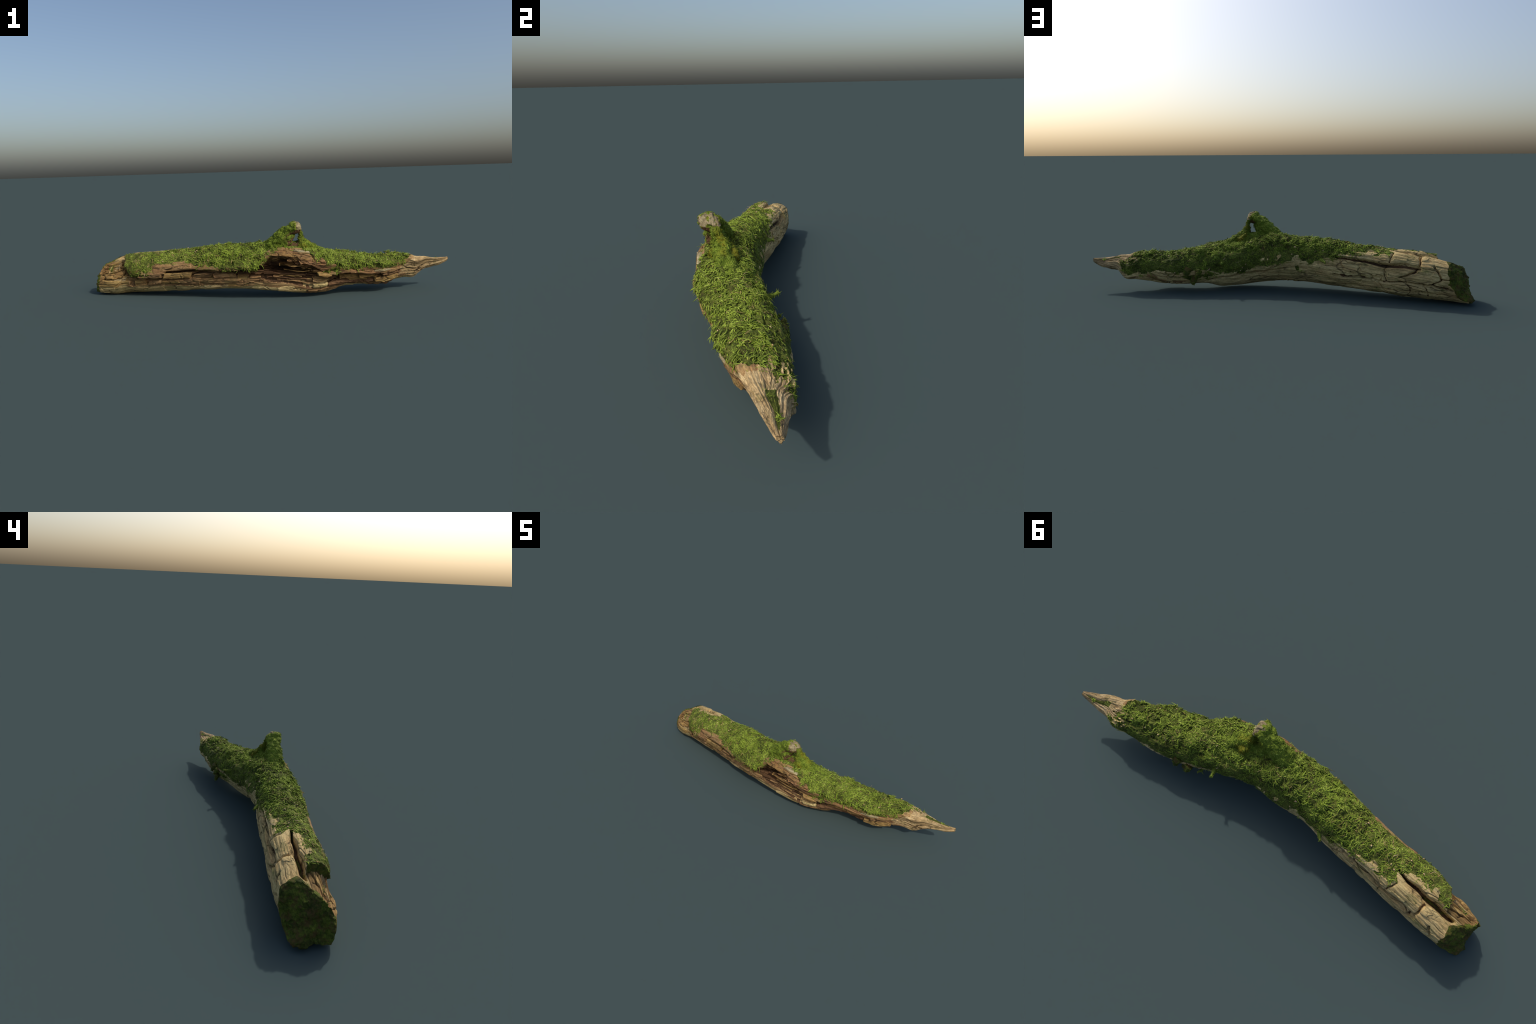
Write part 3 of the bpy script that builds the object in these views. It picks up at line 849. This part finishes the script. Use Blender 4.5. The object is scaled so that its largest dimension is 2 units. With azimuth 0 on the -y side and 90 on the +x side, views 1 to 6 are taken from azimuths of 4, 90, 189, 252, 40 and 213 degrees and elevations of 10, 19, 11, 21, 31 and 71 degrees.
limb = tube_mesh('limb', [(-0.05, -0.085, 0.215), (0.0, -0.090, 0.254), (0.042, -0.099, 0.297), (0.082, -0.109, 0.336), (0.115, -0.120, 0.366), (0.148, -0.129, 0.382), (0.166, -0.134, 0.389)],
                 [(0.042, 0.042), (0.046, 0.045), (0.043, 0.044), (0.036, 0.041), (0.029, 0.037), (0.025, 0.031), (0.020, 0.026)])
web = tube_mesh('web', [(0.06, -0.10, 0.27), (0.098, -0.112, 0.312), (0.126, -0.120, 0.352)], [(0.036, 0.045), (0.030, 0.036), (0.022, 0.028)])
knob = tube_mesh('knob', [(0.118, -0.122, 0.374), (0.138, -0.127, 0.377), (0.158, -0.132, 0.380), (0.174, -0.134, 0.384)], [(0.022, 0.026), (0.032, 0.032), (0.029, 0.030), (0.016, 0.018)])
strut = tube_mesh('strut', [(0.150, -0.118, 0.385), (0.166, -0.108, 0.366), (0.173, -0.103, 0.345), (0.175, -0.098, 0.322), (0.178, -0.090, 0.295), (0.185, -0.080, 0.25)],
                  [(0.018, 0.024), (0.014, 0.021), (0.0115, 0.020), (0.014, 0.026), (0.028, 0.042), (0.05, 0.06)])
flare = tube_mesh('flare', [(0.02, -0.07, 0.23), (0.09, -0.085, 0.262), (0.15, -0.09, 0.272), (0.21, -0.078, 0.268), (0.28, -0.066, 0.235), (0.33, -0.06, 0.20)],
                  [(0.036, 0.040), (0.030, 0.040), (0.030, 0.038), (0.027, 0.036), (0.025, 0.034), (0.018, 0.022)])
sv, sf = remeshed(*merged([limb, strut, flare, web, knob]), 0.0032)
sn = vertex_normals(sv, [sf])
if np.sum(sn[:, 2] * (sv[:, 2] - sv[:, 2].mean())) < 0:
    sf, sn = sf[:, ::-1], -sn
capm = step(0.128, 0.152, sv[:, 0] - 0.25 * (sv[:, 1] + 0.125) + 0.3 * (sv[:, 2] - 0.39) - 0.014 + 0.034 * fbm(sv, (80, 80, 80), 101, 2)) * step(0.362, 0.375, sv[:, 2])
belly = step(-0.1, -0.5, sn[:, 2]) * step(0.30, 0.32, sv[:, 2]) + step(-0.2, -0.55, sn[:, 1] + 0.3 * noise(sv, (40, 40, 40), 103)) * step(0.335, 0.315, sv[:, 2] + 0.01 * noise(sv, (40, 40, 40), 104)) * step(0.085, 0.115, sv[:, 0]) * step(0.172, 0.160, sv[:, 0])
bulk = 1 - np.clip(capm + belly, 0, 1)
sv = sv + sn * (0.002 * fbm(sv, (30, 30, 30), 105, 3) + bulk * (0.003 * fbm(sv, (90, 90, 90), 106, 3) + 0.007 * fbm(sv, (36, 36, 36), 108, 2)) + (1 - bulk) * 0.004 * (0.5 - np.abs(fbm(sv, (60, 130, 60), 107, 3))))[:, None]
sn = vertex_normals(sv, [sf])
cf = capm[sf].mean(1)
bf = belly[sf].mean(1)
stub = region('branch_stub', sv, sn, [sf[(cf <= 0.5) & (bf <= 0.5)]], STUBM)
region('broken_branch_face', sv, sn, [sf[cf > 0.5]], GREYB, stub)
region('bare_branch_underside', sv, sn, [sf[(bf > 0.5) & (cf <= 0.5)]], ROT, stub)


# ------------------------------------------------------------------ moss fronds
def tangents(n):
    down = np.stack([n[:, 2] * n[:, 0], n[:, 2] * n[:, 1], n[:, 2] ** 2 - 1], 1)
    ref = np.tile([1.0, 0.15, 0], (len(n), 1))
    a = ref - n * np.sum(ref * n, 1)[:, None]
    a /= np.maximum(np.linalg.norm(a, axis=1), 1e-6)[:, None]
    return a, np.cross(n, a), down


def fronds(p, n, length, width, lift, gravity, rg, segs=4):
    """Curved tapering three-sided fronds rooted at p; one mesh's vertices and faces."""
    k = len(p)
    a, b, down = tangents(n)
    ang = rg.uniform(0, 2 * np.pi, k)
    t = np.cos(ang)[:, None] * a + np.sin(ang)[:, None] * b + gravity * down
    t /= np.linalg.norm(t, axis=1)[:, None]
    s = np.cross(n, t)
    bend = rg.normal(0, 1.6, k)
    curl = rg.normal(0, 1.5, k)
    pts, wid = [], []
    prof = [0.55, 1.0, 0.95, 0.7, 0.12] if segs == 4 else [0.6, 1.0, 0.75, 0.12]
    for q in range(segs + 1):
        f = q / segs
        side = bend * f * f + curl * math.sin(f * 5.0) * 0.25
        rise = lift * (1.6 * f - 1.0 * f * f)
        pts.append(p + (t * f + s * (0.42 * side)[:, None]) * length[:, None] + n * (rise * length - 0.0015)[:, None])
        wid.append(width * prof[q])
    pts = np.array(pts)
    tan = np.gradient(pts, axis=0)
    tan /= np.maximum(np.linalg.norm(tan, axis=2), 1e-9)[:, :, None]
    roll = rg.normal(0, 0.6, k)[None, :, None]
    sd = np.cross(np.broadcast_to(n, tan.shape), tan)
    sd /= np.maximum(np.linalg.norm(sd, axis=2), 1e-9)[:, :, None]
    nn = np.cross(tan, sd)
    sd, nn = sd * np.cos(roll) + nn * np.sin(roll), nn * np.cos(roll) - sd * np.sin(roll)
    wd = np.array(wid)[:, :, None]
    ring = np.stack([pts + sd * wd, pts + nn * wd * 0.62, pts - sd * wd], 2)     # (segs+1, k, 3, 3)
    ring = ring.transpose(1, 0, 2, 3).reshape(k, (segs + 1) * 3, 3)
    q = []
    for i in range(segs):
        for j in range(3):
            j2 = (j + 1) % 3
            q.append((i * 3 + j, i * 3 + j2, (i + 1) * 3 + j2, (i + 1) * 3 + j))
    q = np.array(q)
    base = (np.arange(k) * (segs + 1) * 3)[:, None, None]
    quads = (q[None] + base).reshape(-1, 4)[:, ::-1]
    tri = (np.array([[segs * 3, segs * 3 + 1, segs * 3 + 2]])[None] + base).reshape(-1, 3)[:, ::-1]
    return ring.reshape(-1, 3), [quads, tri]


def scatter(faces, verts, norms, weight, count, rg):
    a = verts[faces[:, 2]] - verts[faces[:, 0]]
    b = verts[faces[:, 3]] - verts[faces[:, 1]]
    area = np.linalg.norm(np.cross(a, b), axis=1) * weight
    pick = rg.choice(len(faces), count, p=area / area.sum())
    u, v = rg.random(count), rg.random(count)
    f = faces[pick]
    w4 = np.stack([(1 - u) * (1 - v), u * (1 - v), u * v, (1 - u) * v], 1)
    p = (verts[f] * w4[:, :, None]).sum(1)
    n = norms[f].mean(1)
    return pick, p, n / np.linalg.norm(n, axis=1)[:, None]


# smoother normals so that neighbouring fronds lie alike
Csm, Dsm, _ = C, D, R
mf = side_faces[(label == 4) & (mo > 0.002)]
mx, mt, mm = X[mf[:, 0]], T[mf[:, 0]], M['moss'][mf[:, 0]]
clump = 0.12 + 1.5 * step(-0.3, 0.4, fbm(V[mf[:, 0]], (34, 34, 34), 117, 2))
dense = clump * np.interp(mx, [-0.9, -0.62, -0.5, -0.38, -0.25, 0.7, 0.8, 0.85], [0.35, 0.5, 0.6, 0.85, 1, 1, 0.8, 0.12]) * step(-0.002, 0.012, mm) * step(0.45, 0.75, np.sum(NRM[mf[:, 0]] * Dsm[mf[:, 0]], 1))
rg = np.random.default_rng(21)
pick, p, n = scatter(mf, V, NRM, dense * (1 + 0.5 * step(125, 155, mt)), 25000, rg)
n = n * 0.5 + Dsm[mf[pick, 0]] * 0.5
n /= np.linalg.norm(n, axis=1)[:, None]
x_, t_ = mx[pick], mt[pick]
back = step(128, 158, t_)
tuft = noise(p, (30, 30, 30), 111)
length = rg.uniform(0.008, 0.023, len(p)) * (1 - 0.2 * back) * (1 + 0.2 * tuft)
width = rg.uniform(0.0013, 0.0030, len(p)) * (1 - 0.5 * back)
lift = np.clip(rg.normal(0.07, 0.06, len(p)) + 0.06 * tuft, 0.01, 0.35)
grav = np.full(len(p), 0.7)[:, None] * rg.uniform(0.3, 1.4, len(p))[:, None]
kind = rg.random(len(p)) + 0.30 * noise(p, (14, 14, 14), 113) - 0.06 * back + 0.10 * noise(p, (60, 60, 60), 114)
drygate = step(0.1, 0.6, noise(p, (24, 24, 24), 115)) * step(-0.1, -0.45, x_) * 0.25 + 0.045 + 0.16 * step(0.35, 0.75, noise(p, (19, 19, 19), 116))
dry = rg.random(len(p)) < drygate
sets = (('bright_moss', (kind > 0.52) & ~dry, BRIGHT), ('deep_moss', (kind <= 0.52) & ~dry, DEEP), ('dry_moss', dry, DRY))
for name, sel, mat in sets:
    v, fs = fronds(p[sel], n[sel], length[sel], width[sel], lift[sel], grav[sel], rg)
    add(name, mesh_from(name, v, fs), mat, stuff=True)

# thinner, shorter moss straggling out over the bare wood along the border of the mat
ef = side_faces[(mo < 0) & (mo > -0.022) & (label != 3) & (label != 5) & (xf < 0.86)]
em = M['moss'][ef[:, 0]]
pick, p, n = scatter(ef, V, NRM, step(-0.022, 0.0, em) ** 2 * step(-0.2, 0.5, fbm(V[ef[:, 0]], (30, 30, 30), 118, 2)), 2600, rg)
sel = rg.random(len(p)) < 0.5
for name, s_, mat in (('straggling_moss', sel, BRIGHT), ('straggling_deep_moss', ~sel, DEEP)):
    c_ = int(s_.sum())
    v, fs = fronds(p[s_], n[s_], rg.uniform(0.006, 0.016, c_), rg.uniform(0.0008, 0.0018, c_), np.full(c_, 0.05), np.full((c_, 1), 0.8), rg)
    add(name, mesh_from(name, v, fs), mat, stuff=True)

# fronds on the stub
bf_ = sf[(cf <= 0.5) & (bf <= 0.5)]
sw = step(0.24, 0.27, sv[bf_[:, 0], 2]) * (0.35 + 0.65 * step(0.38, 0.34, sv[bf_[:, 0], 2]))
pick, p, n = scatter(bf_, sv, sn, sw, 7000, rg)
ln = rg.uniform(0.006, 0.014, len(p))
part = np.where((p[:, 0] > 0.15) & (p[:, 0] < 0.24) & (rg.random(len(p)) < 0.7), 0, rg.integers(0, 3, len(p)))
for name, sel, mat in (('yellow_moss', part == 0, STUBM), ('stub_moss', part == 1, BRIGHT), ('stub_deep_moss', part == 2, DEEP)):
    v, fs = fronds(p[sel], n[sel], ln[sel], rg.uniform(0.0010, 0.0022, sel.sum()), np.full(sel.sum(), 0.12), np.full((sel.sum(), 1), 0.6), rg)
    add(name, mesh_from(name, v, fs), mat, stub, stuff=True)

# tufts that stand off the mat: rosettes of fronds, each an object of its own
from mathutils import Quaternion
shapes = []
for k in range(10):
    m_ = int(rg.integers(9, 17))
    root = rg.normal(0, 0.0035, (m_, 3)) * [1, 1, 0.2]
    nr = np.array([0, 0, 1.0]) + root * [70, 70, 0]
    nr /= np.linalg.norm(nr, axis=1)[:, None]
    v, fs = fronds(root, nr, rg.uniform(0.010, 0.021, m_), rg.uniform(0.0018, 0.0034, m_), rg.uniform(0.15, 0.6, m_), np.zeros((m_, 1)), rg)
    me = mesh_from('moss_tuft', v, fs)
    me.materials.append((BRIGHT, BRIGHT, DEEP, BRIGHT, DEEP)[k % 5])
    shapes.append(me)


def place(name, mesh, p, n, size, parent=log):
    ob = bpy.data.objects.new(name, mesh)
    ob.rotation_mode = 'QUATERNION'
    ob.rotation_quaternion = Vector(n).to_track_quat('Z', 'Y') @ Quaternion((0, 0, 1), rg.uniform(0, 6.28))
    ob.location = p
    ob.scale = (size, size, size)
    ob.parent = parent
    bpy.context.collection.objects.link(ob)


wt = clump * step(-0.55, -0.3, mx) * step(0.004, 0.014, mm) * (0.5 + step(20, 50, mt) * step(150, 120, mt))
pick, p, n = scatter(mf, V, NRM, wt, 290, rg)
n = n * 0.4 + Dsm[mf[pick, 0]] * 0.6
for k in range(len(p)):
    place('moss_tuft', shapes[k % len(shapes)], p[k] - n[k] * 0.001, n[k], rg.uniform(0.6, 1.15))

# ------------------------------------------------------------------ litter: straw, bud scales, twigs, hanging moss
me = []
for k in range(4):
    v, fs = fronds(np.zeros((1, 3)), np.array([[0, 0, 1.0]]), np.array([(0.022, 0.012, 0.03, 0.010)[k]]), np.array([(0.0016, 0.0035, 0.0011, 0.0045)[k]]), np.array([0.15]), np.zeros((1, 1)), rg)
    me_ = mesh_from('straw_bit', v, fs)
    me_.materials.append(STRAW)
    me.append(me_)
pick, p, n = scatter(mf, V, NRM, step(0.004, 0.012, mm) * (1 + 1.5 * step(-0.2, -0.4, mx)), 80, rg)
for k in range(len(p)):
    place('straw_bit', me[k % 4], p[k] + n[k] * 0.004, n[k], rg.uniform(0.6, 1.0))

TWIGS = [
    ('moss_twig', [(0.283, 0.060, 0.150), (0.279, 0.080, 0.154), (0.275, 0.095, 0.160), (0.271, 0.106, 0.166)], [0.010, 0.0075, 0.006, 0.006], DEEP),
    ('moss_twig', [(0.335, 0.075, 0.105), (0.342, 0.097, 0.110), (0.346, 0.110, 0.120)], [0.005, 0.004, 0.0025], DEEP),
    ('hanging_moss', [(0.420, 0.100, 0.090), (0.427, 0.110, 0.064), (0.430, 0.114, 0.042)], [(0.020, 0.014), (0.018, 0.012), (0.009, 0.007)], CUTM),
    ('hanging_moss', [(0.395, 0.110, 0.120), (0.400, 0.124, 0.106), (0.402, 0.132, 0.092)], [(0.018, 0.016), (0.014, 0.010), (0.006, 0.004)], CUTM),
    ('hanging_moss', [(0.455, 0.105, 0.125), (0.460, 0.122, 0.110), (0.464, 0.134, 0.090)], [(0.024, 0.018), (0.019, 0.012), (0.008, 0.005)], CUTM),
    ('moss_twig', [(-0.24, 0.050, 0.185), (-0.255, 0.075, 0.186), (-0.268, 0.094, 0.180)], [0.012, 0.009, 0.003], DEEP),
]
sprig_v, sprig_n = [], []
for k, (name, pts, rad, mat) in enumerate(TWIGS):
    v, fs = tube_mesh(name, pts, rad, 14, 8)
    nv = vertex_normals(v, fs)
    v = v + nv * (0.004 * fbm(v, (60, 60, 60), 120 + k, 3))[:, None]
    add(name, mesh_from(name, v, fs), mat)
    c = v[len(v) // 2]
    sel = rg.choice(len(v), 46, replace=True)
    sprig_v.append(v[sel])
    sprig_n.append(nv[sel] * np.sign(np.sum(nv * (v - v.mean(0)))))
p, n = np.concatenate(sprig_v), np.concatenate(sprig_n)
v, fs = fronds(p, n, rg.uniform(0.006, 0.014, len(p)), rg.uniform(0.0010, 0.0020, len(p)), np.full(len(p), 0.25), np.full((len(p), 1), 0.8), rg)
add('sprig_fronds', mesh_from('sprig_fronds', v, fs), DEEP, stuff=True)
